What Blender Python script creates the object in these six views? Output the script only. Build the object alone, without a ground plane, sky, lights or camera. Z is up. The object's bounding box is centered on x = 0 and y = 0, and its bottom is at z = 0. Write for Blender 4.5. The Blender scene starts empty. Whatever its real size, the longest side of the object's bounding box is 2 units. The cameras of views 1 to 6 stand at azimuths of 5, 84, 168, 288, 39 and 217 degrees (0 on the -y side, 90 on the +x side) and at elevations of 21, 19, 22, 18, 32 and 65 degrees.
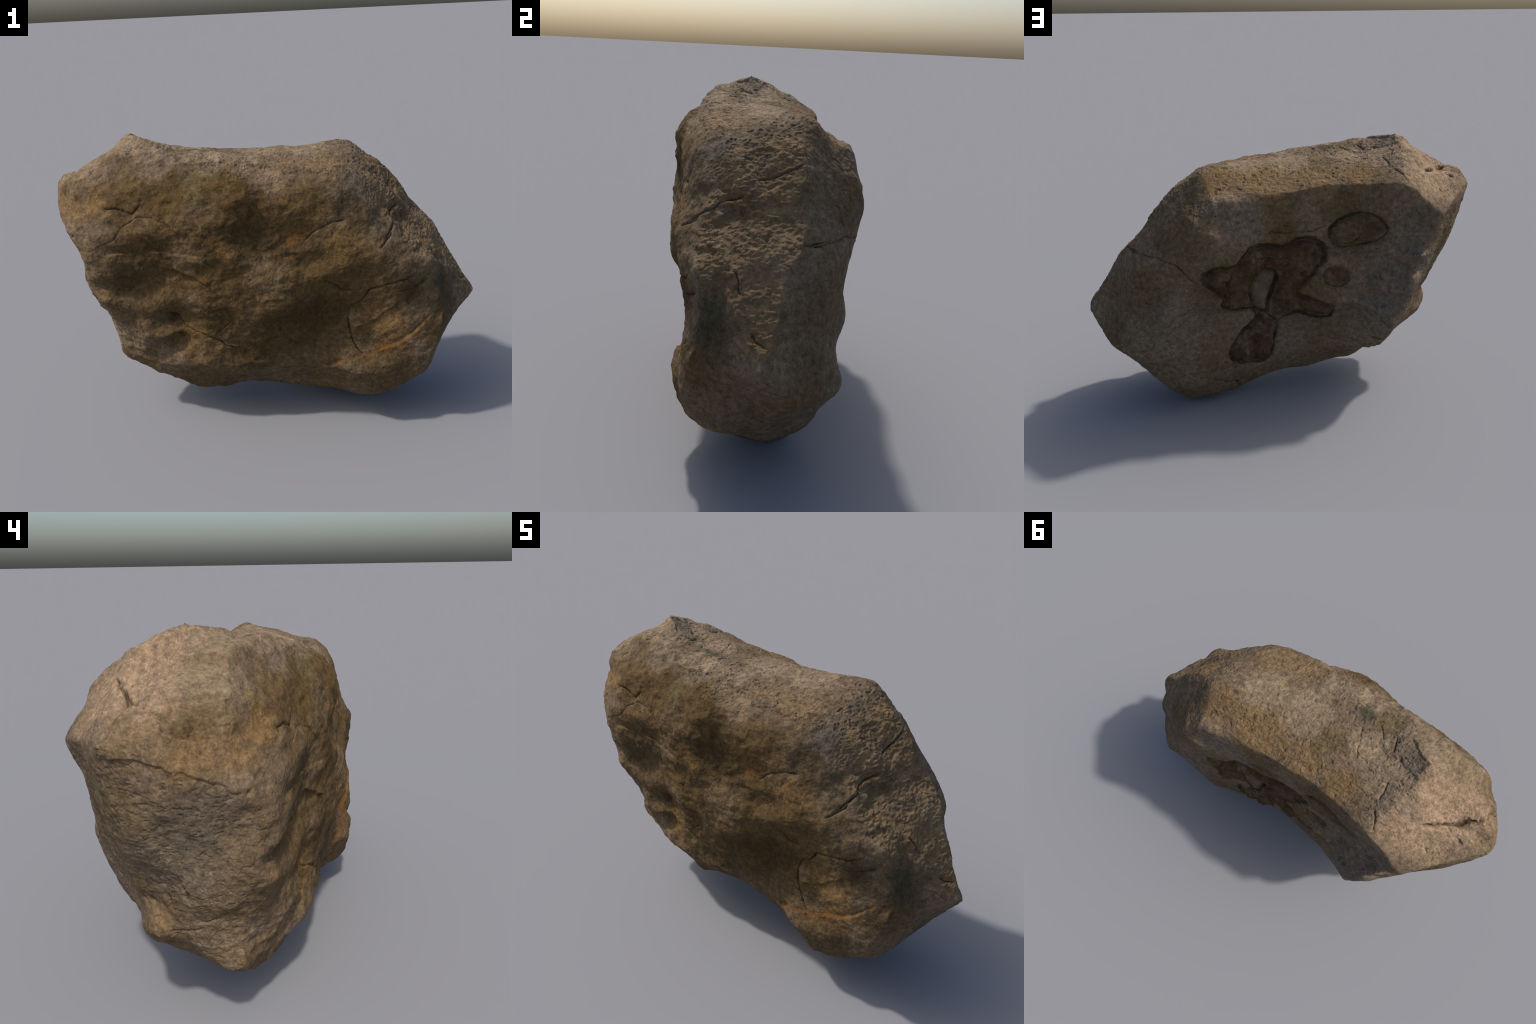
import bpy, bmesh, math
import numpy as np
from mathutils import Vector
from mathutils.bvhtree import BVHTree

# ----------------------------------------------------------------------------
# 1. Control points of the boulder: corners, ridges and hollows, group by group
# ----------------------------------------------------------------------------
FRONT_TOP_EDGE = [
    (-.825,-.215,1.198), (-.735,-.170,1.268), (-.640,-.168,1.322), (-.675,-.192,1.262), (-.535,-.200,1.305), (-.425,-.176,1.327),
    (-.360,-.225,1.280), (-.255,-.239,1.277), (-.122,-.207,1.290), (-.040,-.215,1.262), (.030,-.215,1.258), (.128,-.232,1.252),
    (.245,-.206,1.240), (.280,-.238,1.214), (.351,-.203,1.212), (.372,-.150,1.228),
    (-.190,-.318,1.205), (-.105,-.312,1.218), (.090,-.280,1.205), (.180,-.285,1.175), (.350,-.258,1.150),
    (.444,-.150,1.185), (.503,-.115,1.155)]
TOP = [
    (-.615,.018,1.374), (-.600,.080,1.345), (-.654,.012,1.350), (-.545,-.060,1.362), (-.464,-.091,1.345), (-.340,-.135,1.318), (-.535,.030,1.330),
    (-.499,.155,1.283), (-.563,.202,1.287), (-.584,.130,1.315), (-.665,.120,1.312), (-.366,.197,1.257),
    (-.385,.010,1.284), (-.390,-.110,1.302), (-.247,-.106,1.311), (-.230,.060,1.280), (-.130,-.080,1.291),
    (-.140,.140,1.262), (-.030,.150,1.248), (.020,-.040,1.279), (-.080,-.010,1.284), (.110,.150,1.255), (.130,-.110,1.262),
    (.207,.090,1.280), (.180,-.010,1.276), (.290,.090,1.294), (.353,.110,1.294), (.409,.155,1.284), (.310,.170,1.268),
    (.300,-.050,1.264), (.405,.000,1.260), (.490,.030,1.218), (.440,-.060,1.212),
    (-.720,.000,1.292), (-.735,.085,1.238), (-.765,.110,1.224), (-.780,-.010,1.262), (-.700,-.090,1.308), (-.790,-.110,1.245)]
BACK_CREST = [
    (.404,.180,1.268), (.385,.262,1.188), (.368,.330,1.166), (.311,.322,1.188), (.270,.280,1.190), (.219,.295,1.190), (.115,.284,1.186),
    (-.015,.272,1.184), (-.084,.272,1.203), (-.156,.270,1.208), (-.284,.280,1.208), (-.382,.293,1.201),
    (-.515,.320,1.208), (-.578,.329,1.177), (-.659,.330,1.104), (-.722,.346,1.040), (-.755,.215,1.140), (-.680,.220,1.200)]
LEFT_SHOULDER = [
    (-.835,.050,1.187), (-.905,-.036,1.195), (-.880,-.070,1.214), (-.945,-.012,1.184), (-.985,.010,1.155), (-.963,.022,1.188),
    (-1.003,.045,1.122), (-.980,.083,1.112), (-.880,.182,1.094), (-.800,.275,1.070), (-.968,-.055,1.125),
    (-.972,-.062,1.078), (-.908,-.118,1.178), (-.858,-.165,1.180), (-.905,.100,1.180), (-.900,-.140,1.110), (-.850,-.220,1.090)]
LEFT_LEDGE = [
    (-.985,.002,1.080), (-.965,.100,1.060), (-.932,-.157,1.035), (-.880,-.236,.988), (-.851,-.272,.972), (-.790,.255,1.010)]
LEFT_FACE = [
    (-.960,.037,.985), (-.935,.100,.930), (-.950,-.064,.965), (-.895,-.138,.912), (-.838,-.222,.861), (-.930,.032,.836), (-.885,.110,.800), (-.872,-.075,.810),
    (-.845,-.153,.760), (-.810,-.262,.725), (-.820,.059,.667), (-.838,-.051,.674), (-.830,-.109,.624), (-.792,-.192,.590),
    (-.835,.200,.900), (-.800,.165,.760), (-.770,.130,.600), (-.815,-.285,.900)]
LEFT_FOOT = [
    (-.800,.055,.480), (-.775,-.020,.495), (-.745,-.020,.420), (-.795,.025,.455), (-.762,.092,.420), (-.736,.128,.430), (-.755,.110,.500), (-.775,.060,.560), (-.750,.130,.600),
    (-.762,-.097,.427), (-.728,-.205,.500), (-.702,-.198,.318), (-.688,-.188,.300), (-.715,-.150,.322), (-.735,-.055,.380),
    (-.666,.160,.405), (-.600,.110,.300), (-.640,.000,.292), (-.560,-.060,.210)]
LEFT_BACK_EDGE = [
    (-.742,.285,.931), (-.690,.332,.950), (-.708,.292,.827), (-.640,.350,.835), (-.672,.300,.727), (-.605,.350,.735), (-.580,.350,.640), (-.562,.346,.555), (-.573,.303,.491),
    (-.575,.245,.415), (-.491,.301,.365), (-.461,.298,.322), (-.505,.346,.465), (-.520,.350,.520), (-.416,.272,.310)]
BACK_FACE = [
    (.428,.297,.788), (.410,.358,1.040), (.400,.362,.970), (.385,.344,.885), (.378,.322,.805), (.350,.305,.735), (.345,.318,.655), (.450,.272,.665), (.219,.287,.889), (.049,.270,.904), (-.033,.261,.930), (-.160,.248,.882), (-.234,.235,.714),
    (-.137,.243,.594), (-.477,.283,.970), (-.350,.245,.850), (-.400,.248,.700), (-.485,.262,.785), (-.430,.258,.600), (-.540,.290,.740), (-.580,.285,.850), (-.330,.238,.550),
    (.290,.300,.720), (.200,.240,.640), (.110,.215,.660), (.170,.248,.750), (.390,.238,.560), (.520,.255,.600), (.320,.225,.480), (.040,.245,.560), (.200,.245,.500), (-.250,.268,1.060),
    (.080,.277,1.040), (.280,.312,1.020), (-.520,.318,1.090)]
BACK_LOWER = [
    (.420,.255,.440), (.210,.212,.420), (.000,.196,.460), (.272,.200,.365), (-.180,.228,.430), (-.380,.268,.400),
    (.400,.236,.290), (.500,.234,.170), (.200,.190,.280), (.020,.172,.280), (-.180,.202,.275), (-.340,.232,.285)]
RIGHT_BACK = [
    (.515,.352,.985), (.557,.325,.887), (.672,.262,.885), (.680,.262,.825), (.570,.292,.710), (.628,.302,.595), (.570,.264,.330), (.660,.268,.475),
    (.787,.262,.403), (.785,.230,.500), (.835,.165,.600), (.784,.212,.800), (.782,.212,.720), (.690,.255,.640), (.465,.348,1.060), (.602,.205,1.050), (.535,.218,1.118), (.650,.232,.975), (.772,.160,.896), (.715,.200,.945), (.500,.272,.410), (.450,.252,.330)]
RIGHT_RIDGE = [
    (.488,.120,1.228), (.548,.120,1.188), (.600,.120,1.138), (.633,.120,1.096), (.662,.110,1.058), (.708,.110,.994),
    (.780,.100,.918), (.825,.075,.872), (.855,.040,.815), (.905,.025,.730), (.960,-.005,.640), (.990,-.030,.610),
    (1.006,-.002,.555), (1.000,-.042,.582)]
RIGHT_FACET = [
    (.562,.057,1.165), (.617,.002,1.060), (.588,-.130,1.022), (.600,-.080,1.080), (.622,-.141,.965), (.578,-.208,.992),
    (.508,-.230,1.030), (.690,.000,.970), (.702,-.250,.842), (.720,-.150,.880), (.775,-.231,.812), (.794,-.113,.827), (.834,-.107,.771),
    (.801,-.157,.766), (.859,-.118,.733), (.908,-.088,.662), (.780,-.010,.890), (.862,-.030,.762), (.830,-.015,.802), (.460,-.248,1.070)]
RIGHT_FOOT = [
    (.885,-.148,.560), (.832,-.182,.630), (.925,-.085,.535), (.958,-.055,.540), (.890,-.130,.490), (.840,-.170,.405), (.808,-.190,.345),
    (.782,-.228,.300), (.766,-.222,.248), (.785,-.135,.228), (.700,-.235,.212), (.654,-.208,.152), (.587,-.225,.133), (.525,-.205,.098),
    (.960,.050,.486), (.930,.105,.450), (.870,.180,.420), (.918,.100,.405), (.800,.060,.260), (.870,.000,.330),
    (.690,.020,.120), (.730,.215,.298), (.661,.198,.195), (.650,.172,.145), (.584,.140,.082)]
UNDERSIDE = [
    (.530,.125,.026), (.530,.035,.002), (.450,.030,.006), (.520,-.060,.022), (.491,-.130,.046), (.447,-.110,.046),
    (.357,-.110,.078), (.300,.060,.045), (.221,-.085,.068), (.118,-.072,.074), (.048,-.075,.087), (-.090,-.075,.095),
    (-.220,-.078,.068), (-.315,-.142,.096), (-.385,-.140,.112), (-.520,-.170,.194), (-.665,-.190,.288),
    (.405,.145,.050), (.275,.120,.062), (.200,.110,.088), (.030,.100,.135), (-.116,.110,.145), (-.232,.130,.185), (-.380,.120,.190),
    (-.360,-.020,.105), (.050,.010,.085), (-.150,.015,.090)]
FRONT_FOOT = [
    (.430,-.340,.298), (.480,-.338,.318), (.590,-.322,.340), (.690,-.302,.375), (.500,-.308,.185), (.485,-.288,.155), (.584,-.275,.172),
    (.670,-.272,.222), (.751,-.290,.340), (.440,-.250,.140), (.370,-.305,.290), (.350,-.230,.165), (.165,-.140,.115), (.263,-.190,.140),
    (.087,-.272,.320), (-.020,-.300,.325), (.079,-.290,.364), (-.070,-.300,.390), (-.100,-.168,.185), (.050,-.185,.205), (.215,-.178,.185), (.230,-.250,.275),
    (-.294,-.198,.135), (-.380,-.318,.360), (-.300,-.322,.350), (-.305,-.265,.250), (-.460,-.238,.245), (-.400,-.195,.178), (-.345,-.212,.192), (-.560,-.210,.240), (-.190,-.298,.290), (-.100,-.308,.345)]
FRONT_FACE = [
    (-.551,-.311,1.083), (-.632,-.312,1.105), (-.429,-.318,.901), (-.480,-.340,1.000), (-.219,-.362,.880), (-.376,-.318,.820), (-.136,-.362,.907),
    (-.126,-.350,.777), (.162,-.310,.965), (.359,-.308,.933), (.311,-.300,1.025), (.314,-.315,.740), (.010,-.372,.770),
    (.434,-.268,.580), (.288,-.288,.600), (.620,-.292,.460), (.392,-.288,.533), (.465,-.287,.676), (.552,-.282,.916), (.297,-.282,.315), (.567,-.285,.395), (.400,-.285,.425), (.310,-.288,.430), (.500,-.275,.450), (.755,-.268,.560),
    (-.402,-.280,.580), (-.388,-.268,.483), (.113,-.322,1.080), (-.020,-.322,1.030), (.085,-.328,.880), (-.100,-.350,1.150), (-.110,-.356,1.070), (.226,-.346,.775), (.500,-.318,.900), (.320,-.305,.880), (.380,-.326,.820),
    (.672,-.278,.600), (.734,-.280,.565), (.590,-.312,.790), (-.700,-.330,.960), (-.725,-.322,.790), (-.470,-.324,.492), (-.670,-.334,.825), (-.590,-.284,.745), (-.500,-.285,.760), (-.720,-.316,.660),
    (-.560,-.312,.620), (-.640,-.255,.480), (-.540,-.305,.460), (-.600,-.240,.330), (-.250,-.342,.690), (-.250,-.315,.480), (.080,-.360,.640),
    (.200,-.285,.560), (.200,-.300,.470), (-.760,-.285,1.070), (-.700,-.265,1.180), (-.540,-.280,1.190), (-.380,-.310,1.140), (-.300,-.345,1.020),
    (-.790,-.318,.900), (-.070,-.320,.520), (.440,-.300,.800), (.820,-.235,.585), (.810,-.262,.500), (.780,-.280,.420)]
GROUPS = [FRONT_TOP_EDGE, TOP, BACK_CREST, LEFT_SHOULDER, LEFT_LEDGE, LEFT_FACE, LEFT_FOOT, LEFT_BACK_EDGE,
          BACK_FACE, BACK_LOWER, RIGHT_BACK, RIGHT_RIDGE, RIGHT_FACET, RIGHT_FOOT, UNDERSIDE, FRONT_FOOT, FRONT_FACE]

VOXEL, LEVELS = .014, 2

def control_hull():
    """Triangulate the control points by their direction from the boulder's (slightly tilted) long axis."""
    P = np.array([p for g in GROUPS for p in g], float)
    yc = -.03 + .03 * P[:, 0] ** 2
    zc = .70 - .10 * P[:, 0]
    D = np.stack([P[:, 0] / 1.02, (P[:, 1] - yc) / .33, (P[:, 2] - zc) / .64], 1)
    D /= np.linalg.norm(D, axis=1)[:, None]
    bm = bmesh.new()
    for i, d in enumerate(D):
        bm.verts.new(d)
    bm.verts.index_update(); bm.verts.ensure_lookup_table()
    bmesh.ops.convex_hull(bm, input=bm.verts[:])
    for i, v in enumerate(bm.verts):
        pass
    bm.verts.ensure_lookup_table()
    for v, p in zip(bm.verts, P):
        v.co = p
    bmesh.ops.recalc_face_normals(bm, faces=bm.faces[:])
    me = bpy.data.meshes.new('control')
    bm.to_mesh(me); bm.free()
    return me, P

def apply_mods(me, mods):
    ob = bpy.data.objects.new('work', me)
    bpy.context.scene.collection.objects.link(ob)
    for t, kw in mods:
        m = ob.modifiers.new(t, t)
        for k, v in kw.items():
            setattr(m, k, v)
    dg = bpy.context.evaluated_depsgraph_get()
    out = bpy.data.meshes.new_from_object(ob.evaluated_get(dg))
    bpy.data.objects.remove(ob)
    return out

def verts_of(me):
    a = np.empty(len(me.vertices) * 3, np.float32); me.vertices.foreach_get('co', a)
    return a.reshape(-1, 3).astype(float)

def edges_of(me):
    e = np.empty(len(me.edges) * 2, np.int32); me.edges.foreach_get('vertices', e)
    return e.reshape(-1, 2)

def set_verts(me, V):
    me.vertices.foreach_set('co', V.astype(np.float32).ravel()); me.update()

def laplace(V, E, n, k=.5):
    N = len(V); deg = np.bincount(E.ravel(), minlength=N).astype(float)[:, None]
    for _ in range(n):
        S = np.stack([np.bincount(E[:, 0], V[E[:, 1], c], N) + np.bincount(E[:, 1], V[E[:, 0], c], N) for c in range(3)], 1)
        V = V + k * (S / deg - V)
    return V

def body_mesh():
    me, P = control_hull()
    me = apply_mods(me, [('REMESH', dict(mode='VOXEL', voxel_size=VOXEL))])
    V, E = verts_of(me), edges_of(me)
    V = laplace(V, E, 8)
    for _ in range(3):                                   # pull the smoothed skin back through the control points
        d2 = ((V[:, None, :] - P[None]) ** 2).sum(-1)
        near = d2.argmin(0)
        r = P - V[near]
        r *= np.minimum(1, .06 / (np.linalg.norm(r, axis=1)[:, None] + 1e-9))
        w = np.exp(-d2 / (2 * .035 ** 2))
        V = V + (w @ r) / (w.sum(1)[:, None] + .25) * .8
        V = laplace(V, E, 1)
    set_verts(me, V)
    me = apply_mods(me, [('SUBSURF', dict(levels=LEVELS, render_levels=LEVELS))])
    return me

# ----------------------------------------------------------------------------
# 2. Relief: cracks, ledges, holes, carved figure, grain of the stone
# ----------------------------------------------------------------------------
# (polyline, half width, depth)
CRACKS = {
 'front_arc': ([(-.805,-.277,.871),(-.714,-.324,.936),(-.637,-.328,.973),(-.598,-.319,1.026),(-.526,-.313,1.063),(-.46,-.32,1.064),(-.392,-.33,1.035),(-.346,-.337,.991),(-.346,-.334,.944)], .004, .0035),
 'front_notch': ([(-.683,-.3,1.103),(-.615,-.31,1.11),(-.549,-.312,1.078),(-.511,-.304,1.12)], .0055, .008),
 'front_hairline': ([(.191,-.312,.936),(.23,-.306,.979),(.268,-.306,1.004),(.316,-.299,1.025),(.383,-.283,1.029)], .0035, .006),
 'ridge': ([(.578,-.203,.988),(.574,-.245,.945),(.546,-.284,.919),(.515,-.311,.899)], .004, .009),
 'front_long': ([(.697,-.266,.794),(.668,-.279,.758),(.597,-.305,.743),(.541,-.298,.719),(.483,-.291,.701),(.465,-.286,.671),(.446,-.28,.635),(.406,-.284,.61),(.391,-.286,.566),(.392,-.287,.521),(.403,-.284,.461),(.428,-.291,.406),(.468,-.312,.371),(.498,-.326,.344)], .0042, .011),
 'front_branch': ([(.746,-.251,.739),(.701,-.265,.708),(.65,-.285,.696),(.591,-.293,.689)], .0035, .007),
 'front_left': ([(-.515,-.288,.626),(-.456,-.282,.6),(-.396,-.28,.569),(-.346,-.286,.525),(-.292,-.306,.501),(-.231,-.314,.469),(-.171,-.304,.434),(-.112,-.289,.401)], .0045, .010),
 'front_thin': ([(-.151,-.323,.555),(-.207,-.318,.506),(-.23,-.315,.482)], .003, .005),
 'front_middle': ([(.265,-.338,.762),(.315,-.315,.741),(.354,-.306,.709),(.424,-.293,.691)], .0045, .009),
 'crown': ([(-.685,.183,1.23),(-.738,.143,1.212),(-.788,.096,1.202),(-.823,.067,1.189),(-.873,.019,1.2),(-.915,-.039,1.189)], .008, .018),
 'crown_tail': ([(-.911,-.035,1.193),(-.93,-.074,1.167),(-.938,-.093,1.138)], .003, .005),
 'knee': ([(-.79,-.092,.519),(-.783,-.122,.522),(-.776,-.146,.53),(-.772,-.174,.546),(-.772,-.193,.562),(-.746,-.226,.571)], .005, .013),
 'knee_low': ([(-.789,.006,.462),(-.783,-.012,.465),(-.778,-.037,.466),(-.779,-.079,.487),(-.782,-.101,.501)], .0045, .010),
 'knob': ([(-.816,.002,.625),(-.808,-.005,.594),(-.794,-.015,.539)], .005, .009),
 'left_groove': ([(-.848,-.056,.7),(-.837,-.065,.666),(-.828,-.074,.626),(-.819,-.075,.595)], .007, .007),
 'back_long': ([(.786,.092,.912),(.746,.18,.914),(.69,.238,.911),(.647,.272,.915),(.598,.305,.897),(.557,.324,.886),(.527,.319,.84),(.482,.304,.776),(.434,.294,.751)], .0042, .009),
 'back_top': ([(.164,.291,.983),(.104,.28,.993),(.044,.272,.982),(-.023,.266,.978),(-.095,.264,.977),(-.143,.263,.989),(-.192,.263,.997)], .004, .007),
 'back_bottom': ([(.424,.21,.192),(.368,.182,.16),(.333,.162,.13),(.288,.152,.124),(.27,.134,.084)], .0045, .010),
 'back_side': ([(-.415,.281,.374),(-.48,.306,.371)], .006, .014),
 'back_fine': ([(-.423,.254,.765),(-.458,.257,.695),(-.482,.271,.675),(-.516,.306,.618)], .0035, .006),
 'back_finer': ([(-.488,.302,.561),(-.536,.304,.497)], .0035, .006),
 'back_scratch': ([(.595,.276,.378),(.548,.232,.285),(.508,.23,.235)], .003, .005),
 'facet': ([(.589,.122,1.149),(.596,.098,1.143),(.597,.062,1.126),(.592,.032,1.11),(.585,.001,1.099),(.591,-.036,1.089)], .005, .011),
 'facet_low': ([(.624,-.077,1.045),(.611,-.103,1.031),(.587,-.129,1.025),(.572,-.17,1.008),(.586,-.188,.99),(.581,-.216,.974),(.563,-.248,.951),(.544,-.281,.926)], .005, .012),
 'facet_back': ([(.779,.098,.918),(.77,.125,.92),(.754,.154,.925),(.732,.194,.919)], .004, .008),
 'facet_down': ([(.784,-.122,.831),(.802,-.109,.815),(.82,-.107,.79),(.839,-.104,.765)], .004, .009),
 'tip': ([(.913,-.07,.67),(.936,-.047,.659),(.962,-.016,.64)], .005, .008),
 'top_a': ([(-.322,-.092,1.302),(-.355,-.06,1.297),(-.378,-.034,1.294)], .004, .008),
 'top_b': ([(-.507,.24,1.258),(-.534,.278,1.237),(-.557,.316,1.2)], .004, .008),
 'top_c': ([(-.751,.209,1.134),(-.782,.232,1.097)], .004, .010),
 'top_d': ([(-.836,.107,1.179),(-.878,.121,1.16)], .004, .008),
 'top_e': ([(-.26,-.055,1.291),(-.287,.016,1.283),(-.328,.107,1.281)], .0035, .006),
 'top_f': ([(-.415,-.076,1.315),(-.43,-.032,1.311),(-.436,-.005,1.305)], .005, .009),
 'top_g': ([(-.492,.123,1.297),(-.5,.17,1.281),(-.505,.204,1.275)], .005, .008),
}
# (polyline, height of the cliff, reach, direction towards the standing side)
LEDGES = {
 'rust_lip': ([(.18,-.274,.307),(.295,-.279,.304),(.386,-.316,.356),(.479,-.306,.38),(.561,-.285,.403),(.631,-.283,.442),(.69,-.278,.491),(.737,-.278,.542),(.773,-.264,.574)], .020, .035, (.35,0,-1)),
 'pebble': ([(.622,-.286,.653),(.576,-.275,.604),(.529,-.264,.565),(.48,-.263,.519),(.407,-.284,.507)], .016, .030, (-.3,0,1)),
 'overhang': ([(-.40,-.315,.83),(-.336,-.323,.802),(-.267,-.331,.766),(-.225,-.337,.745)], .022, .035, (.2,0,1)),
 'wedge': ([(-.50,-.31,.915),(-.429,-.315,.905),(-.32,-.335,.895),(-.219,-.349,.890)], .008, .030, (0,0,-1)),
 'wedge_left': ([(-.70,-.32,.90),(-.62,-.32,.905),(-.55,-.315,.895)], .012, .025, (0,0,-1)),
 'foot': ([(-.531,-.281,.392),(-.465,-.271,.312),(-.305,-.313,.326),(-.188,-.31,.323)], .010, .025, (0,0,1)),
 'sun_ledge': ([(-.968,.097,1.080),(-.989,.006,1.083),(-.971,-.06,1.068),(-.951,-.111,1.048),(-.931,-.156,1.03),(-.896,-.21,1.006),(-.879,-.237,.985),(-.844,-.274,.971)], .008, .045, (0,0,1)),
 'facet_ledge': ([(.617,.036,1.076),(.617,0,1.061),(.629,-.027,1.045),(.641,-.054,1.029)], .010, .025, (0,0,-1)),
 'chip': ([(-.461,-.097,1.334),(-.507,-.069,1.35),(-.537,-.044,1.358),(-.578,-.02,1.367),(-.61,.012,1.371)], .014, .03, (-.5,-.8,0)),
 'chip_low': ([(-.599,.068,1.348),(-.555,.046,1.337),(-.508,.031,1.322),(-.461,-.008,1.317)], .008, .02, (-.3,-.8,0)),
}
# broken face at the right end, outline in the plane across the long axis (y, z)
FACET = [(-.16,1.175),(-.05,1.21),(.05,1.225),(.115,1.225),(.120,1.138),(.112,1.058),(.110,.994),(.100,.918),(.075,.872),(.040,.815),(.022,.730),(-.005,.640),(-.03,.610),(-.055,.632),(-.088,.662),(-.118,.735),(-.157,.768),(-.231,.812),(-.258,.845),(-.235,.93),(-.215,1.00),(-.20,1.09)]
# (polyline, height, reach): crests where two facets of the stone meet
RIDGES = [
 ([(.640,-.275,.86),(.702,-.252,.842),(.775,-.231,.812),(.801,-.157,.766),(.859,-.118,.735),(.908,-.088,.662),(.960,-.050,.630),(.990,-.040,.618)], .012, .024),
 ([(.409,.155,1.284),(.488,.120,1.228),(.548,.120,1.188),(.600,.120,1.138),(.662,.112,1.058),(.708,.110,.994),(.780,.100,.918),(.825,.075,.872),(.855,.040,.815),(.905,.025,.730),(.960,-.005,.640),(.992,-.02,.590)], .009, .022),
 ([(.409,.155,1.284),(.385,.262,1.188),(.369,.330,1.166),(.410,.358,1.04),(.465,.348,1.06),(.515,.352,.985),(.557,.325,.887)], .006, .022),
 ([(.369,.330,1.166),(.270,.280,1.190),(.115,.284,1.186),(-.015,.272,1.184),(-.156,.270,1.208),(-.284,.280,1.208),(-.382,.293,1.201),(-.515,.320,1.208),(-.578,.329,1.177),(-.659,.330,1.104),(-.722,.346,1.040)], .009, .022),
 ([(-.722,.346,1.040),(-.800,.272,1.065),(-.880,.182,1.094),(-.980,.083,1.112),(-1.003,.045,1.122)], .008, .020),
 ([(-.722,.346,1.040),(-.690,.332,.950),(-.640,.350,.835),(-.605,.350,.735),(-.580,.350,.640),(-.562,.346,.555),(-.505,.340,.465)], .008, .022),
 ([(.995,.000,.545),(.960,.050,.486),(.930,.105,.452),(.870,.180,.420),(.787,.262,.403)], .009, .020),
 ([(.787,.262,.403),(.730,.218,.298),(.661,.198,.195),(.584,.145,.085)], .008, .022), ([(.787,.262,.403),(.660,.270,.475)], .006, .020),
 ([(.775,-.231,.812),(.82,-.235,.585),(.810,-.262,.500),(.780,-.280,.420),(.751,-.290,.340),(.670,-.272,.222)], .007, .022),
 ([(-.702,-.198,.318),(-.720,-.208,.42),(-.735,-.215,.50)], .010, .022), ([(-.702,-.198,.318),(-.600,-.19,.25),(-.520,-.170,.194)], .008, .022),
 ([(-.851,-.272,.972),(-.815,-.285,.900),(-.810,-.262,.725),(-.760,-.25,.60)], .006, .024),
 ([(-.825,-.215,1.198),(-.735,-.170,1.268),(-.640,-.168,1.322),(-.545,-.190,1.315)], .007, .022),
 ([(-.53,-.19,1.315),(-.47,-.172,1.328),(-.425,-.178,1.325),(-.34,-.228,1.281),(-.255,-.240,1.277),(-.19,-.230,1.286),(-.122,-.210,1.290),(-.04,-.215,1.264),(.05,-.222,1.258),(.128,-.232,1.252)], .018, .018),
 ([(.10,-.232,1.254),(.245,-.206,1.240),(.372,-.150,1.228),(.444,-.150,1.185)], .007, .022),
 ([(-.20,-.318,1.20),(-.105,-.312,1.218),(.02,-.30,1.20),(.09,-.280,1.205),(.18,-.285,1.175)], .008, .022),
 ([(-.615,.018,1.37),(-.545,-.060,1.362),(-.464,-.091,1.345),(-.425,-.176,1.327)], .005, .02), ([(-.615,.018,1.37),(-.60,.08,1.345),(-.563,.202,1.287),(-.538,.304,1.224)], .006, .022),
]
# (centre, radius, height): hollows and knobs
DENTS = [((.800,-.195,.700),.045,-.012), ((.860,-.155,.645),.040,-.013),
         ((-.413,-.278,.566),.016,-.030), ((-.391,-.27,.476),.013,-.022), ((-.765,.103,.564),.012,-.020), ((-.777,.068,.57),.010,-.016),
         ((-.844,-.274,.972),.007,-.012), ((-.83,.055,1.192),.016,-.016), ((.622,-.141,.965),.045,-.012), ((-.86,.12,1.165),.009,-.008),
         ((-.12,-.36,.90),.018,.008), ((.60,-.16,.955),.02,.010),          ((.36,-.31,.92),.06,.010), ((.20,-.35,.84),.05,-.010), ((-.05,-.35,.98),.07,-.010)]

# carved picture on the back, outlines in the plane of the back face (x, z)
FIGURE = [(.436,.794),(.406,.823),(.371,.837),(.325,.826),(.272,.825),(.242,.843),(.224,.88),(.2,.913),(.165,.921),(.111,.913),(.044,.897),
          (.007,.905),(-.024,.923),(-.067,.928),(-.11,.92),(-.149,.889),(-.166,.861),(-.155,.822),(-.147,.789),(-.123,.777),(-.118,.744),
          (-.088,.712),(-.063,.68),(-.026,.663),(-.037,.631),(-.074,.616),(-.136,.578),(-.214,.554),(-.222,.524),(-.204,.494),(-.146,.49),
          (-.088,.507),(-.036,.533),(.016,.526),(.053,.502),(.064,.45),(.08,.37),(.094,.27),(.138,.228),(.225,.235),(.293,.268),(.319,.309),
          (.307,.377),(.268,.426),(.216,.496),(.171,.551),(.2,.592),(.23,.602),(.286,.582),(.335,.606),(.371,.656),(.347,.686),(.393,.715),(.421,.752)]
PEBBLE = [(.193,.778),(.162,.8),(.113,.799),(.084,.773),(.085,.714),(.103,.659),(.118,.613),(.134,.567),(.17,.583),(.205,.619),(.214,.676),(.205,.732)]
OVAL = [(-.183,.933),(-.198,1.003),(-.256,1.043),(-.324,1.063),(-.393,1.053),(-.453,1.004),(-.483,.962),(-.446,.91),(-.39,.884),(-.297,.884),(-.242,.868),(-.197,.906)]
DISC = [(-.168,.719),(-.185,.758),(-.229,.768),(-.274,.754),(-.302,.722),(-.293,.685),(-.257,.658),(-.213,.666),(-.178,.685)]
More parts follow.
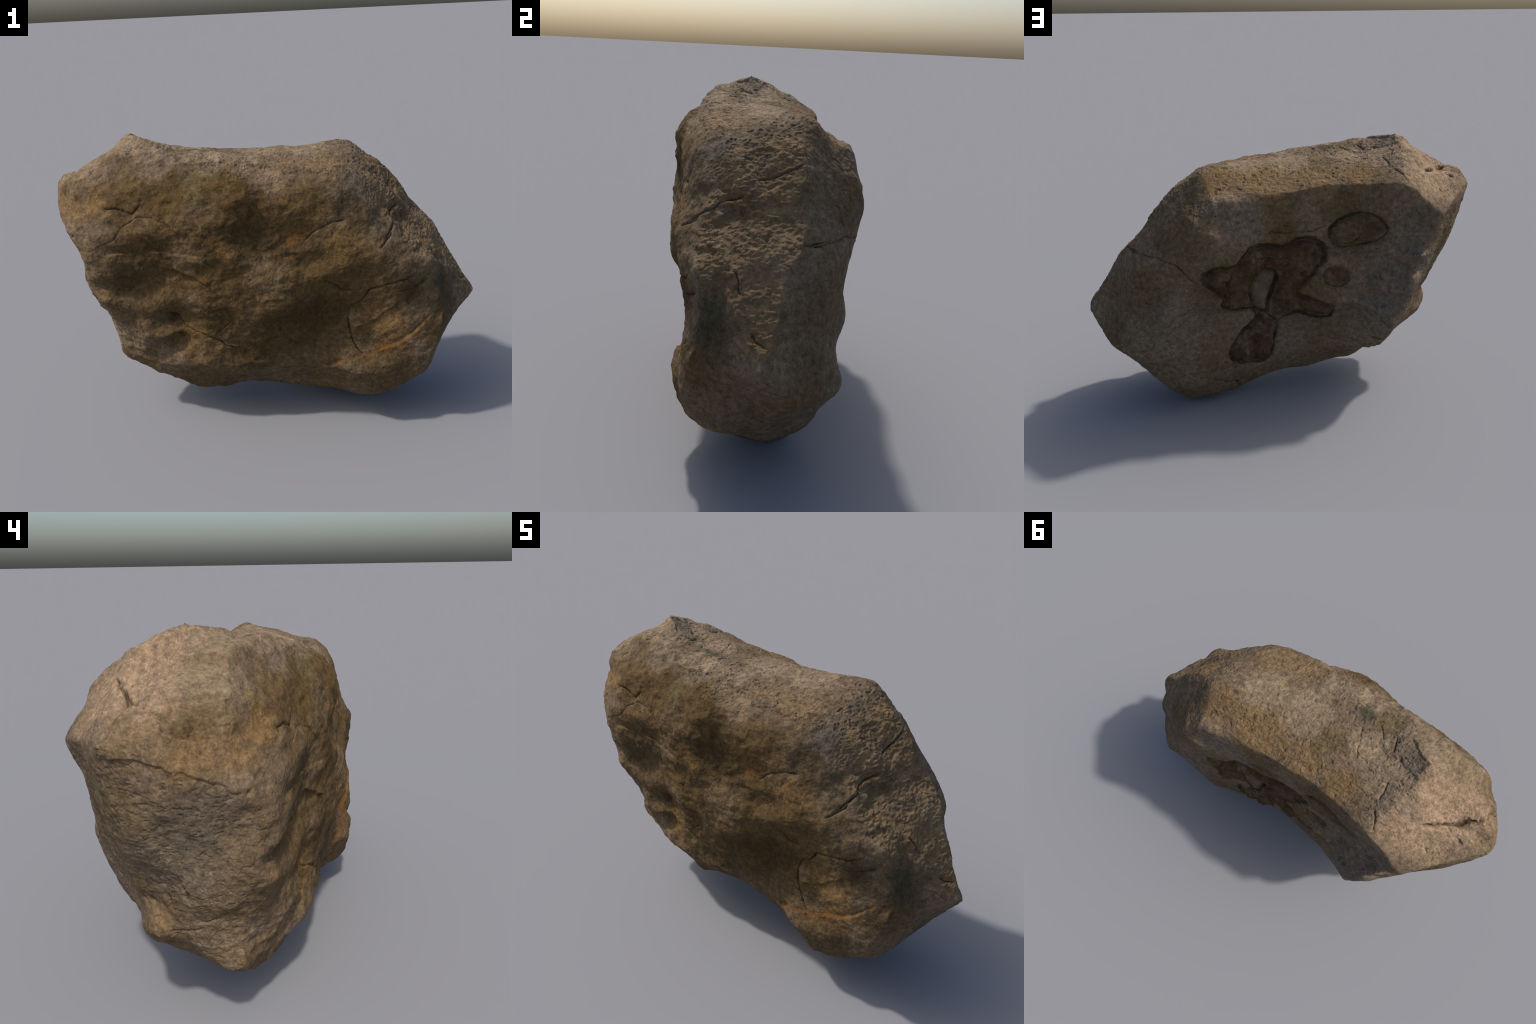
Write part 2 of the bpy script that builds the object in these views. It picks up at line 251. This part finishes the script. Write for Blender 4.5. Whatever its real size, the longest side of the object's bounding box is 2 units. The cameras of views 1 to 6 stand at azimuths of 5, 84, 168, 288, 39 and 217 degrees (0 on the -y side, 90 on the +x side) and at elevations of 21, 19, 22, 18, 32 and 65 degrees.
STROKES = [([(-.062,.629),(-.104,.605),(-.168,.575)], .008, .014), ([(-.079,.795),(-.077,.754),(-.085,.712),(-.057,.674)], .005, .007),
           ([(-.085,.712),(-.1,.671)], .005, .007), ([(.302,.8),(.333,.752),(.328,.697)], .006, .009), ([(.40,.735),(.329,.69)], .007, .014),
           ([(.224,.601),(.17,.58),(.122,.546),(.066,.5)], .005, .009), ([(-.336,.965),(-.328,.931),(-.288,.906),(-.246,.896)], .005, .007),
           ([(.197,.528),(.229,.476),(.268,.42)], .008, .012), ([(-.05,.88),(-.10,.855),(-.135,.80)], .006, .006), ([(.18,.87),(.10,.86),(.02,.85)], .008, .008)]


def hash3(ix, iy, iz, seed):
    h = (ix * 374761393 + iy * 668265263 + iz * 2147483647 + seed * 1274126177) & 0xffffffff
    h = ((h ^ (h >> 13)) * 1274126177) & 0xffffffff
    h = ((h ^ (h >> 16)) * 2246822519) & 0xffffffff
    return ((h ^ (h >> 15)) & 0xffffff) / float(0x7fffff) - 1.

def noise(P, freq, seed=0):
    """Smooth value noise in -1..1; freq is a number or one per axis."""
    Q = P * np.asarray(freq, float) + 37.13 * (seed + 1)
    I = np.floor(Q).astype(np.int64); F = Q - I
    F = F * F * F * (F * (F * 6 - 15) + 10)
    r = 0.
    for dx in (0, 1):
        wx = F[:, 0] if dx else 1 - F[:, 0]
        for dy in (0, 1):
            wy = F[:, 1] if dy else 1 - F[:, 1]
            for dz in (0, 1):
                wz = F[:, 2] if dz else 1 - F[:, 2]
                r = r + wx * wy * wz * hash3(I[:, 0] + dx, I[:, 1] + dy, I[:, 2] + dz, seed)
    return r

def fbm(P, freq, octaves, seed=0, gain=.5):
    a, r = 1., 0.
    f = np.asarray(freq, float)
    for o in range(octaves):
        r = r + a * noise(P, f, seed + 7 * o); a *= gain; f = f * 2.03
    return r

def sstep(a, b, x):
    t = np.clip((x - a) / (b - a), 0, 1)
    return t * t * (3 - 2 * t)

def to_polyline(P, pts, N=None):
    """distance (measured along the surface if its normals N are given), offset vector and position along a polyline"""
    pts = np.asarray(pts, float)
    L = np.concatenate([[0], np.cumsum(np.linalg.norm(np.diff(pts, axis=0), axis=1))])
    best = np.full(len(P), 1e9); off = np.zeros_like(P); along = np.zeros(len(P))
    for i in range(len(pts) - 1):
        d = pts[i + 1] - pts[i]; w = P - pts[i]
        t = np.clip(w @ d / (d @ d), 0, 1)
        o = w - t[:, None] * d
        if N is not None:
            o = o - (o * N).sum(1)[:, None] * N * .9
        q = np.linalg.norm(o, axis=1)
        m = q < best
        best[m] = q[m]; off[m] = o[m]; along[m] = L[i] + t[m] * (L[i + 1] - L[i])
    return best, off, along / L[-1]

def polygon_depth(Q, poly):
    """signed distance to a closed outline in the plane, positive inside"""
    p = np.asarray(poly, float); q = np.roll(p, -1, 0)
    best = np.full(len(Q), 1e9); ins = np.zeros(len(Q), bool)
    for a, b in zip(p, q):
        d = b - a; w = Q - a
        t = np.clip(w @ d / (d @ d), 0, 1)
        best = np.minimum(best, np.linalg.norm(w - t[:, None] * d, axis=1))
        c = (a[1] <= Q[:, 1]) != (b[1] <= Q[:, 1])
        xi = a[0] + (Q[:, 1] - a[1]) * d[0] / (d[1] if abs(d[1]) > 1e-9 else 1e-9)
        ins ^= c & (xi > Q[:, 0])
    return np.where(ins, best, -best)

def smooth_outline(poly, n=2):
    p = np.asarray(poly, float)
    for _ in range(n):                                   # corner cutting
        q = np.roll(p, -1, 0)
        p = np.stack([.75 * p + .25 * q, .25 * p + .75 * q], 1).reshape(-1, 2)
    return p

def near_box(P, pts, pad):
    pts = np.asarray(pts, float)
    return np.where(((P > pts.min(0) - pad) & (P < pts.max(0) + pad)).all(1))[0]

def relief(P, N):
    n = len(P)
    h = np.zeros(n)
    part = np.zeros(n, np.int8)                          # 1 crack, 2 rust, 3 figure, 4 oval, 5 disc, 6 pebble in the figure
    jag = np.stack([fbm(P, 28, 3, 11 + k) for k in range(3)], 1)
    W = P + .0045 * jag
    # --- broad lumps and folds
    front = sstep(.35, .75, -N[:, 1]); back = sstep(.35, .75, N[:, 1]); left = sstep(.45, .8, -N[:, 0]); top = sstep(.5, .85, N[:, 2])
    h += .0040 * fbm(P, 9, 2, 1)
    fold = fbm(P + .03 * np.stack([noise(P, 6, 3), noise(P, 6, 4), noise(P, 6, 5)], 1), (6, 6, 11), 3, 20)
    h += front * .0035 * (1 - 2.2 * np.abs(fold)) * sstep(.5, .1, P[:, 0])
    h += front * .004 * fbm(P, (13, 13, 17), 2, 25)
    # --- scaly fracture facet at the right end, pitted left face and crown
    fd = polygon_depth(P[:, 1:] + .010 * jag[:, 1:], FACET)
    facet = sstep(-.004, .012, fd) * (P[:, 0] > .33) * sstep(.15, .45, N[:, 0])
    part[(fd > 0) & (P[:, 0] > .33) & (N[:, 0] > .25)] = 8
    scale = .9 * noise(W, (66, 42, 90), 31) + .8 * noise(W, (135, 90, 175), 32) + .5 * noise(W, (34, 24, 46), 33)
    h += facet * .0027 * scale
    lf = fbm(W, (70, 52, 100), 3, 40)
    h += left * (.0009 * lf - .0034 * sstep(.42, .65, lf))
    tp = fbm(W, 75, 3, 45)
    h += top * (.0018 * tp - .0055 * sstep(.40, .60, tp))
    # --- general grain
    h += .0023 * fbm(P, 34, 4, 60, .58) * (1 - .45 * back) + .0016 * (.5 - np.abs(fbm(P, 24, 2, 64)))
    h += .0010 * (np.abs(noise(W, 130, 66)) - .6)
    # --- crests between facets
    for pts, a, reach in RIDGES:
        i = near_box(P, pts, reach * 4)
        d, off, t = to_polyline(P[i] + .006 * jag[i], pts, N[i])
        fade = sstep(0, .10, t) * sstep(1, .90, t) * (.75 + .5 * noise(P[i], 11, 90))
        h[i] += a * fade * (np.exp(-d / reach) - .45 * np.exp(-(d / (2.2 * reach)) ** 2))
    # --- dents and knobs
    for c, r, a in DENTS:
        i = near_box(P, [c], r * 3)
        o = W[i] - np.array(c); o = o - (o * N[i]).sum(1)[:, None] * N[i] * .9; d2 = (o ** 2).sum(1)
        h[i] += a * np.exp(-d2 / (r * r))
    # --- ledges
    for name, (pts, hh, reach, dr) in LEDGES.items():
        i = near_box(P, pts, reach * 3)
        d, off, t = to_polyline(W[i], pts, N[i])
        dr = np.array(dr, float); dr /= np.linalg.norm(dr)
        s = off @ dr
        fade = sstep(0, .12, t) * sstep(1, .88, t)
        side = np.sign(s) * np.minimum(1, np.abs(s) / .0035)
        h[i] += fade * .5 * hh * (.8 + .5 * noise(P[i], 22, 72)) * side * np.exp(-d / reach) * (d < reach * 2.9)
        if name == 'rust_lip':
            m = (d < .0075 + .006 * jag[i, 0]) & (s < .005) & (t > .22) & (t < .97)
            part[i[m]] = 2
    # --- cracks
    for name, (pts, w, dep) in CRACKS.items():
        i = near_box(P, pts, .04)
        d, off, t = to_polyline(W[i] + .0025 * jag[i][:, ::-1], pts, N[i]); w = max(w * .72, .0027); dep = dep * 1.1
        fade = sstep(-.02, .15, t) * sstep(1.02, .85, t) * (.9 + .25 * noise(P[i], 18, 71))
        g = np.exp(-(d / w) ** 2) * fade
        h[i] -= dep * g
        h[i] -= dep * .18 * np.exp(-(d / (w * 3.5)) ** 2) * fade
        part[i[(g > .55)]] = 1
    # --- carved picture on the back
    i = np.where((N[:, 1] > .25) & (P[:, 1] > .08))[0]
    Q = P[i][:, [0, 2]] + .0035 * jag[i][:, [0, 2]] + .006 * np.stack([noise(P[i], 13, 83), noise(P[i], 13, 84)], 1)
    pk = fbm(P[i], 55, 3, 80)
    def carve(poly, groove, width, sink, dome, reach):
        d = polygon_depth(Q, smooth_outline(poly))
        g = np.exp(-((d + .001) / width) ** 2)
        return d, -groove * g - sink * sstep(-.004, .010, d) + dome * sstep(.004, reach, d)
    df, hf = carve(FIGURE, .016, .0095, .013, .022, .045)
    dp, hp = carve(PEBBLE, .014, .009, .0, .010, .022)
    upper = np.exp(-((df + .012) / .014) ** 2) * sstep(.70, .86, Q[:, 1])
    hf -= .020 * upper
    pb = sstep(-.012, .0, dp)
    hh = hf * (1 - pb) + hp * (dp > -.03) + (-.004) * pb
    hh += sstep(.0, .02, df) * (1 - pb) * (.006 * pk + .012 * fbm(P[i], 18, 2, 88))
    dv, hv = carve(OVAL, .014, .0095, .003, .006, .04)
    hv -= .014 * np.exp(-(((Q[:, 0] + .395) / .055) ** 2 + ((Q[:, 1] - .985) / .045) ** 2)) * (dv > 0)
    dd, hd = carve(DISC, .013, .008, .008, .005, .025)
    hh += hv * (dv > -.03) + hd * (dd > -.03) + sstep(0, .01, dd) * .003 * pk
    q3 = np.stack([Q[:, 0], np.zeros(len(Q)), Q[:, 1]], 1)
    for pts, w, dep in STROKES:
        d, _, t = to_polyline(q3, [(a, 0, b) for a, b in pts])
        hh -= dep * np.exp(-(d / w) ** 2) * sstep(-.02, .15, t) * sstep(1.02, .85, t)
    h[i] += hh
    vary = .7 + .8 * noise(P[i], 17, 86)
    part[i[(df > -.002 + .003 * pk) & (part[i] != 1)]] = 3
    part[i[(dp > .002) & (part[i] != 1)]] = 6
    part[i[(dv > -.004) & (part[i] != 1)]] = 4
    part[i[(dd > -.004) & (part[i] != 1)]] = 5
    line = (np.abs(df + .003) < .0075 * vary) | ((upper > .34 + .3 * pk) & (df < .005))  # wide dark band over the upper contour: groove shadow painted on
    line |= (np.abs(dv) < .0080 * vary) | (np.abs(dd) < .0066 * vary) | ((np.abs(dp + .001) < .0058 * vary) & (dp > -.02)) | ((np.abs(dp + .008) < .009 * vary) & (Q[:, 0] < .145 - .25 * (Q[:, 1] - .68)) & (dp > -.02))  # last term widens the pebble's right edge, drawing its deep shadow
    for pts, w, dep in STROKES:
        d, _, t = to_polyline(q3, [(a, 0, b) for a, b in pts])
        line |= d < .0042 * vary
    part[i[line]] = 7
    return h, part

# ----------------------------------------------------------------------------
# 3. Materials
# ----------------------------------------------------------------------------
# stains: (centre, radius, colour, strength)
OCHRE, RUST, UMBER, OLIVE = (.160,.094,.034), (.140,.060,.013), (.036,.023,.007), (.078,.060,.022)
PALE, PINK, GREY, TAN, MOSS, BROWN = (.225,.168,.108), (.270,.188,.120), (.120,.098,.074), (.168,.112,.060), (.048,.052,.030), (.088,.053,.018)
LIGHT = (.158,.126,.096)
STAINS = [
 ((.0,-.42,.72),.62,BROWN,.85), ((-.45,-.42,.78),.44,BROWN,.75), ((.45,-.42,.65),.38,BROWN,.7), ((.05,.26,.93),.16,BROWN,.55), ((.30,.28,.75),.17,BROWN,.55), ((-.10,.25,.62),.17,BROWN,.5), ((.18,.22,.35),.15,BROWN,.55), ((-.33,.27,.97),.19,BROWN,.5), ((-.50,-.33,1.05),.20,OCHRE,.3), ((.15,-.33,1.08),.18,OCHRE,.3), ((-.30,-.32,.42),.16,OCHRE,.3),  # BROWN at y > .2: soft darker brown halo around the carving
 ((-.07,-.34,.98),.19,UMBER,.48), ((-.26,-.34,.90),.10,UMBER,.4), ((-.48,-.31,.90),.13,UMBER,.45), ((.12,-.31,.50),.20,UMBER,.5), ((.28,-.31,.60),.11,UMBER,.6),
 ((.40,-.27,1.08),.10,UMBER,.55), ((-.60,-.29,.78),.11,UMBER,.5), ((.66,-.28,.70),.08,UMBER,.55), ((-.20,-.32,.60),.10,UMBER,.5), ((-.05,-.30,.36),.12,UMBER,.45),
 ((-.72,-.29,1.13),.09,OCHRE,.75), ((.36,-.31,.93),.10,OCHRE,.7), ((.16,-.31,.965),.05,RUST,.5), ((-.14,-.36,.91),.05,OCHRE,.7), ((.02,-.37,.80),.13,TAN,.6),
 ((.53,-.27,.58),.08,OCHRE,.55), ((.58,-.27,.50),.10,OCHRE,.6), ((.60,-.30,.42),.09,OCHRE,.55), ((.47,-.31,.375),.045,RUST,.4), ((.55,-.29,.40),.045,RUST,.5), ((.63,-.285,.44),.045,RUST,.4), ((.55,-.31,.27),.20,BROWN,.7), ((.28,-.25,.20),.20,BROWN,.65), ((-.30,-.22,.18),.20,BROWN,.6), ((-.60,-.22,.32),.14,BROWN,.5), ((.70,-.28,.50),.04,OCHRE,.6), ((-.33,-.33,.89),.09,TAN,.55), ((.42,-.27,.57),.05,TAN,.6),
 ((-.32,-.32,.68),.09,TAN,.5), ((-.28,-.29,1.19),.13,OLIVE,.7), ((-.12,-.34,1.17),.14,BROWN,.9), ((-.40,-.32,1.17),.14,BROWN,.9), ((-.58,-.31,1.18),.15,BROWN,.85), ((.05,-.32,1.12),.13,BROWN,.7), ((.22,-.31,1.09),.13,BROWN,.7), ((-.45,-.14,1.335),.07,PALE,.85), ((-.30,-.19,1.305),.06,PALE,.85), ((-.18,-.18,1.30),.07,PALE,.85), ((-.05,-.16,1.275),.09,PALE,.7), ((.10,-.17,1.27),.09,TAN,.8), ((.23,-.16,1.26),.09,TAN,.7), ((.05,-.28,1.20),.09,PINK,.5), ((.30,-.15,1.24),.14,TAN,.7), ((-.35,-.30,.50),.07,OCHRE,.45),  # PALE and TAN along the rim: paler strip along the front top edge
 ((-.60,-.10,1.33),.12,PALE,.6), ((-.78,-.15,1.24),.10,PALE,.5), ((.82,-.21,.69),.10,MOSS,.6), ((.86,-.19,.62),.11,UMBER,.45), ((.80,-.24,.50),.12,BROWN,.6), ((.45,-.15,1.16),.12,GREY,.55), ((.70,-.10,.90),.14,TAN,.45),  # MOSS and UMBER here: darker area below the right ridge
 ((.60,-.10,1.00),.09,UMBER,.5), ((.93,-.03,.64),.07,OCHRE,.5), ((.84,-.06,.78),.09,TAN,.6), ((.62,.02,1.12),.10,TAN,.5), ((-.40,.25,.98),.07,(.050,.030,.016),.8), ((.20,.22,.32),.10,(.052,.036,.022),.6), ((.05,.25,.95),.10,BROWN,.6), ((-.2,.24,.45),.12,OLIVE,.4),
 ((-.72,.12,1.24),.26,PINK,.9), ((-.52,.14,1.30),.15,PALE,.6), ((-.85,-.02,1.20),.12,PINK,.5), ((-.62,.25,1.20),.15,PINK,.45), ((-.86,-.13,1.16),.10,BROWN,.4), ((-.80,-.23,1.08),.10,OCHRE,.55), ((-.90,-.15,1.07),.11,OCHRE,.5), ((-.95,.0,1.13),.10,TAN,.5),
 ((-.93,.05,.90),.13,OLIVE,.4), ((-.88,-.05,.74),.18,GREY,.6), ((-.80,.05,.50),.08,TAN,.7), ((-.74,-.18,.40),.10,TAN,.5), ((-.88,-.16,.90),.14,GREY,.55),
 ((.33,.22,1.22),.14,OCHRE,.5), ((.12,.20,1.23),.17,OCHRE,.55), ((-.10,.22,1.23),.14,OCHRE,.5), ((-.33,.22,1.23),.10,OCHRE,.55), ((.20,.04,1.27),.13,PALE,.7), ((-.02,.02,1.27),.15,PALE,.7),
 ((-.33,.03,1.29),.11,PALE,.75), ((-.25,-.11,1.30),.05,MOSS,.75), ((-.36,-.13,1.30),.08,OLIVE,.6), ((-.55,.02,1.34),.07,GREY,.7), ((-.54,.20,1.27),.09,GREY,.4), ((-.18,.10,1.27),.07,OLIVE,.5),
 ((.40,.30,1.05),.10,TAN,.55), ((.30,.30,1.06),.08,GREY,.5), ((-.62,.32,.95),.16,GREY,.6), ((-.50,.29,.55),.18,LIGHT,.7), ((-.55,.33,.78),.24,LIGHT,.55), ((.10,.22,.38),.24,LIGHT,.5), ((.62,.25,.55),.26,LIGHT,.45), ((.28,.31,1.08),.18,LIGHT,.5), ((.78,.13,.80),.10,LIGHT,.45), ((-.25,.27,1.10),.12,BROWN,.5), ((.05,.30,1.10),.12,BROWN,.4),
 ((.10,.24,.45),.14,GREY,.4), ((.72,.20,.72),.18,BROWN,.55), ((.86,.08,.45),.16,BROWN,.5), ((.55,.28,1.0),.14,BROWN,.45), ((.05,.25,.72),.30,BROWN,.35), ((.75,.15,.30),.18,GREY,.45),
]

def stone(name, pigment=None, amount=0., low=.15):
    m = bpy.data.materials.new(name); m.use_nodes = True
    nt = m.node_tree; N = nt.nodes; L = nt.links
    bsdf = N['Principled BSDF']
    bsdf.inputs['Roughness'].default_value = .92
    bsdf.inputs['Specular IOR Level'].default_value = .18
    co = N.new('ShaderNodeTexCoord').outputs['Object']
    def tex(kind, scale, vec=None, **kw):
        t = N.new(kind); L.new(vec or co, t.inputs['Vector']); t.inputs['Scale'].default_value = scale
        for k, v in kw.items():
            t.inputs[k.replace('_', ' ')].default_value = v
        return t
    def ramp(src, stops):
        r = N.new('ShaderNodeValToRGB'); L.new(src, r.inputs['Fac'])
        e = r.color_ramp.elements
        while len(e) < len(stops):
            e.new(.5)
        for k, (p, c) in zip(e, stops):
            k.position = p; k.color = (*c, 1) if len(c) == 3 else c
        return r.outputs['Color']
    def maprange(src, a, b, lo, hi):
        n = N.new('ShaderNodeMapRange'); n.interpolation_type = 'SMOOTHSTEP'; L.new(src, n.inputs['Value'])
        for k, v in zip(('From Min', 'From Max', 'To Min', 'To Max'), (a, b, lo, hi)):
            n.inputs[k].default_value = v
        return n.outputs['Result']
    def mix(fac, a, b, blend='MIX'):
        n = N.new('ShaderNodeMix'); n.data_type = 'RGBA'; n.blend_type = blend
        for sock, v in ((n.inputs['Factor'], fac), (n.inputs[6], a), (n.inputs[7], b)):
            if hasattr(v, 'is_linked') or hasattr(v, 'links'):
                L.new(v, sock)
            else:
                sock.default_value = v if isinstance(v, float) else (*v, 1)
        return n.outputs[2]
    def mul(a, b):
        n = N.new('ShaderNodeMath'); n.operation = 'MULTIPLY'
        for k, v in enumerate((a, b)):
            if isinstance(v, float): n.inputs[k].default_value = v
            else: L.new(v, n.inputs[k])
        return n.outputs[0]
    # warped coordinates so that no stain has a round border
    w1 = tex('ShaderNodeTexNoise', 7., Detail=8., Roughness=.72)
    sub = N.new('ShaderNodeVectorMath'); sub.operation = 'SUBTRACT'; L.new(w1.outputs['Color'], sub.inputs[0]); sub.inputs[1].default_value = (.5, .5, .5)
    mad = N.new('ShaderNodeVectorMath'); mad.operation = 'MULTIPLY_ADD'; L.new(sub.outputs[0], mad.inputs[0]); mad.inputs[1].default_value = (.22, .22, .22); L.new(co, mad.inputs[2])
    warped = mad.outputs[0]
    big = tex('ShaderNodeTexNoise', 3.2, Detail=6., Roughness=.62, Distortion=.4)
    col = ramp(big.outputs['Fac'], [(.30, (.096,.066,.035)), (.45, (.138,.098,.057)), (.58, (.162,.118,.076)), (.72, (.190,.140,.092))])
    hue = tex('ShaderNodeTexNoise', 9., Detail=5., Roughness=.65)
    col = mix(ramp(hue.outputs['Fac'], [(.50, (0,0,0)), (.72, (.55,.55,.55))]), col, (.140,.102,.080))
    hue2 = tex('ShaderNodeTexNoise', 13., warped, Detail=5., Roughness=.7)
    col = mix(ramp(hue2.outputs['Fac'], [(.52, (0,0,0)), (.75, (.42,.42,.42))]), col, (.140,.088,.040))
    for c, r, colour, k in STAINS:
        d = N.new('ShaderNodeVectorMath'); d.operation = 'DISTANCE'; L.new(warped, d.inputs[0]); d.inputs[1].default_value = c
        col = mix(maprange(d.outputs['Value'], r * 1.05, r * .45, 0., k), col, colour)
    # fine mottling, dark pits, pale scuffs
    mott = tex('ShaderNodeTexNoise', 42., Detail=7., Roughness=.72)
    col = mix(.9, col, ramp(mott.outputs['Fac'], [(.30, (.42,.40,.37)), (.50, (1.,1.,1.)), (.70, (1.65,1.62,1.58))]), 'MULTIPLY')
    fine = tex('ShaderNodeTexNoise', 150., Detail=5., Roughness=.7)
    col = mix(.75, col, ramp(fine.outputs['Fac'], [(.32, (.60,.58,.55)), (.52, (1.,1.,1.)), (.70, (1.35,1.33,1.3))]), 'MULTIPLY')
    pit = tex('ShaderNodeTexNoise', 85., warped, Detail=3., Roughness=.6)
    area = tex('ShaderNodeTexNoise', 6., Detail=2.)
    col = mix(mul(ramp(pit.outputs['Fac'], [(.62, (0,0,0)), (.70, (1,1,1))]), maprange(area.outputs['Fac'], .42, .6, .1, .75)), col, (.035,.026,.015))
    if pigment:
        pn = tex('ShaderNodeTexNoise', 12., Detail=6., Roughness=.7)
        pn2 = tex('ShaderNodeTexNoise', 24., warped, Detail=6., Roughness=.75)
        dark = tuple(.45 * v for v in pigment); light = tuple(1.7 * v for v in pigment)
        tone = ramp(pn2.outputs['Fac'], [(.36, dark), (.50, pigment), (.64, light)])
        col = mix(mul(ramp(pn.outputs['Fac'], [(.38, (low,low,low)), (.56, (1,1,1))]), float(amount)), col, tone)
    L.new(col, bsdf.inputs['Base Color'])
    # grain
    b1 = tex('ShaderNodeTexNoise', 95., Detail=9., Roughness=.68)
    b2 = tex('ShaderNodeTexVoronoi', 120.)
    add = N.new('ShaderNodeMath'); add.operation = 'MULTIPLY_ADD'; L.new(b2.outputs['Distance'], add.inputs[0]); add.inputs[1].default_value = .25; L.new(b1.outputs['Fac'], add.inputs[2])
    bump = N.new('ShaderNodeBump'); bump.inputs['Strength'].default_value = .5; bump.inputs['Distance'].default_value = .006
    L.new(add.outputs[0], bump.inputs['Height']); L.new(bump.outputs['Normal'], bsdf.inputs['Normal'])
    return m

# ----------------------------------------------------------------------------
# 4. Assembly: one skin, split by region into parts that keep the whole body's normals
# ----------------------------------------------------------------------------
def split(me, part, normals, materials):
    V = verts_of(me)
    quads = np.empty(len(me.loops), np.int32); me.loops.foreach_get('vertex_index', quads)
    quads = quads.reshape(-1, 4)
    fp = part[quads]
    face = np.where((fp == fp[:, :1]).all(1), fp[:, 0], 0)
    face[(fp == 1).sum(1) >= 3] = 1
    for k in (2, 3, 4, 5, 6, 7, 8):                             # a face with three corners of a region belongs to it
        face[(fp == k).sum(1) >= 3] = k
    root = bpy.data.objects.new('carved_boulder', None)
    bpy.context.scene.collection.objects.link(root)
    root['label'] = 'weathered brown boulder with a reddish carved figure'
    root['category'] = 'rock'
    names = {0: 'boulder_body', 1: 'crack', 2: 'rust_vein', 3: 'carved_figure', 4: 'carved_oval', 5: 'carved_disc', 6: 'carved_pebble', 7: 'carved_outline', 8: 'fracture_face'}
    for k, name in names.items():
        q = quads[face == k]
        if not len(q):
            continue
        ids, inv = np.unique(q, return_inverse=True)
        m = bpy.data.meshes.new(name)
        m.from_pydata(V[ids], [], inv.reshape(-1, 4))
        m.polygons.foreach_set('use_smooth', np.ones(len(q), bool))
        m.normals_split_custom_set_from_vertices(normals[ids])
        m.materials.append(materials[k])
        ob = bpy.data.objects.new(name, m)
        bpy.context.scene.collection.objects.link(ob)
        ob.parent = root
        if k == 1:
            ob['kind'] = 'stuff'

def main():
    me = body_mesh()
    V = verts_of(me)
    N = np.empty(len(V) * 3, np.float32); me.vertex_normals.foreach_get('vector', N); N = N.reshape(-1, 3).astype(float)
    S = laplace(N, edges_of(me), 6); S /= np.linalg.norm(S, axis=1)[:, None]
    h, part = relief(V, S)
    V = V + h[:, None] * S
    V[:, 2] -= V[:, 2].min()
    set_verts(me, V)
    N = np.empty(len(V) * 3, np.float32); me.vertex_normals.foreach_get('vector', N)
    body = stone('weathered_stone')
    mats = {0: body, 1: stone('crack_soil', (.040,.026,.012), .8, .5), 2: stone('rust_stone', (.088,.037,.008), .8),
            3: stone('red_pigment_stone', (.058,.029,.013), .92, .12), 4: stone('brown_pigment_stone', (.060,.036,.017), .8, .05),
            5: stone('dark_red_pigment_stone', (.058,.030,.014), .88), 6: stone('pale_pebble_stone', (.098,.080,.053), .6, .4), 7: stone('carved_line_painted_shade', (.028,.017,.007), .92, .5), 8: stone('fractured_stone', (.165,.108,.052), .6)}  # fractured_stone: paler than the stone around the facet
    split(me, part, N.reshape(-1, 3), mats)
    bpy.data.meshes.remove(me)

main()
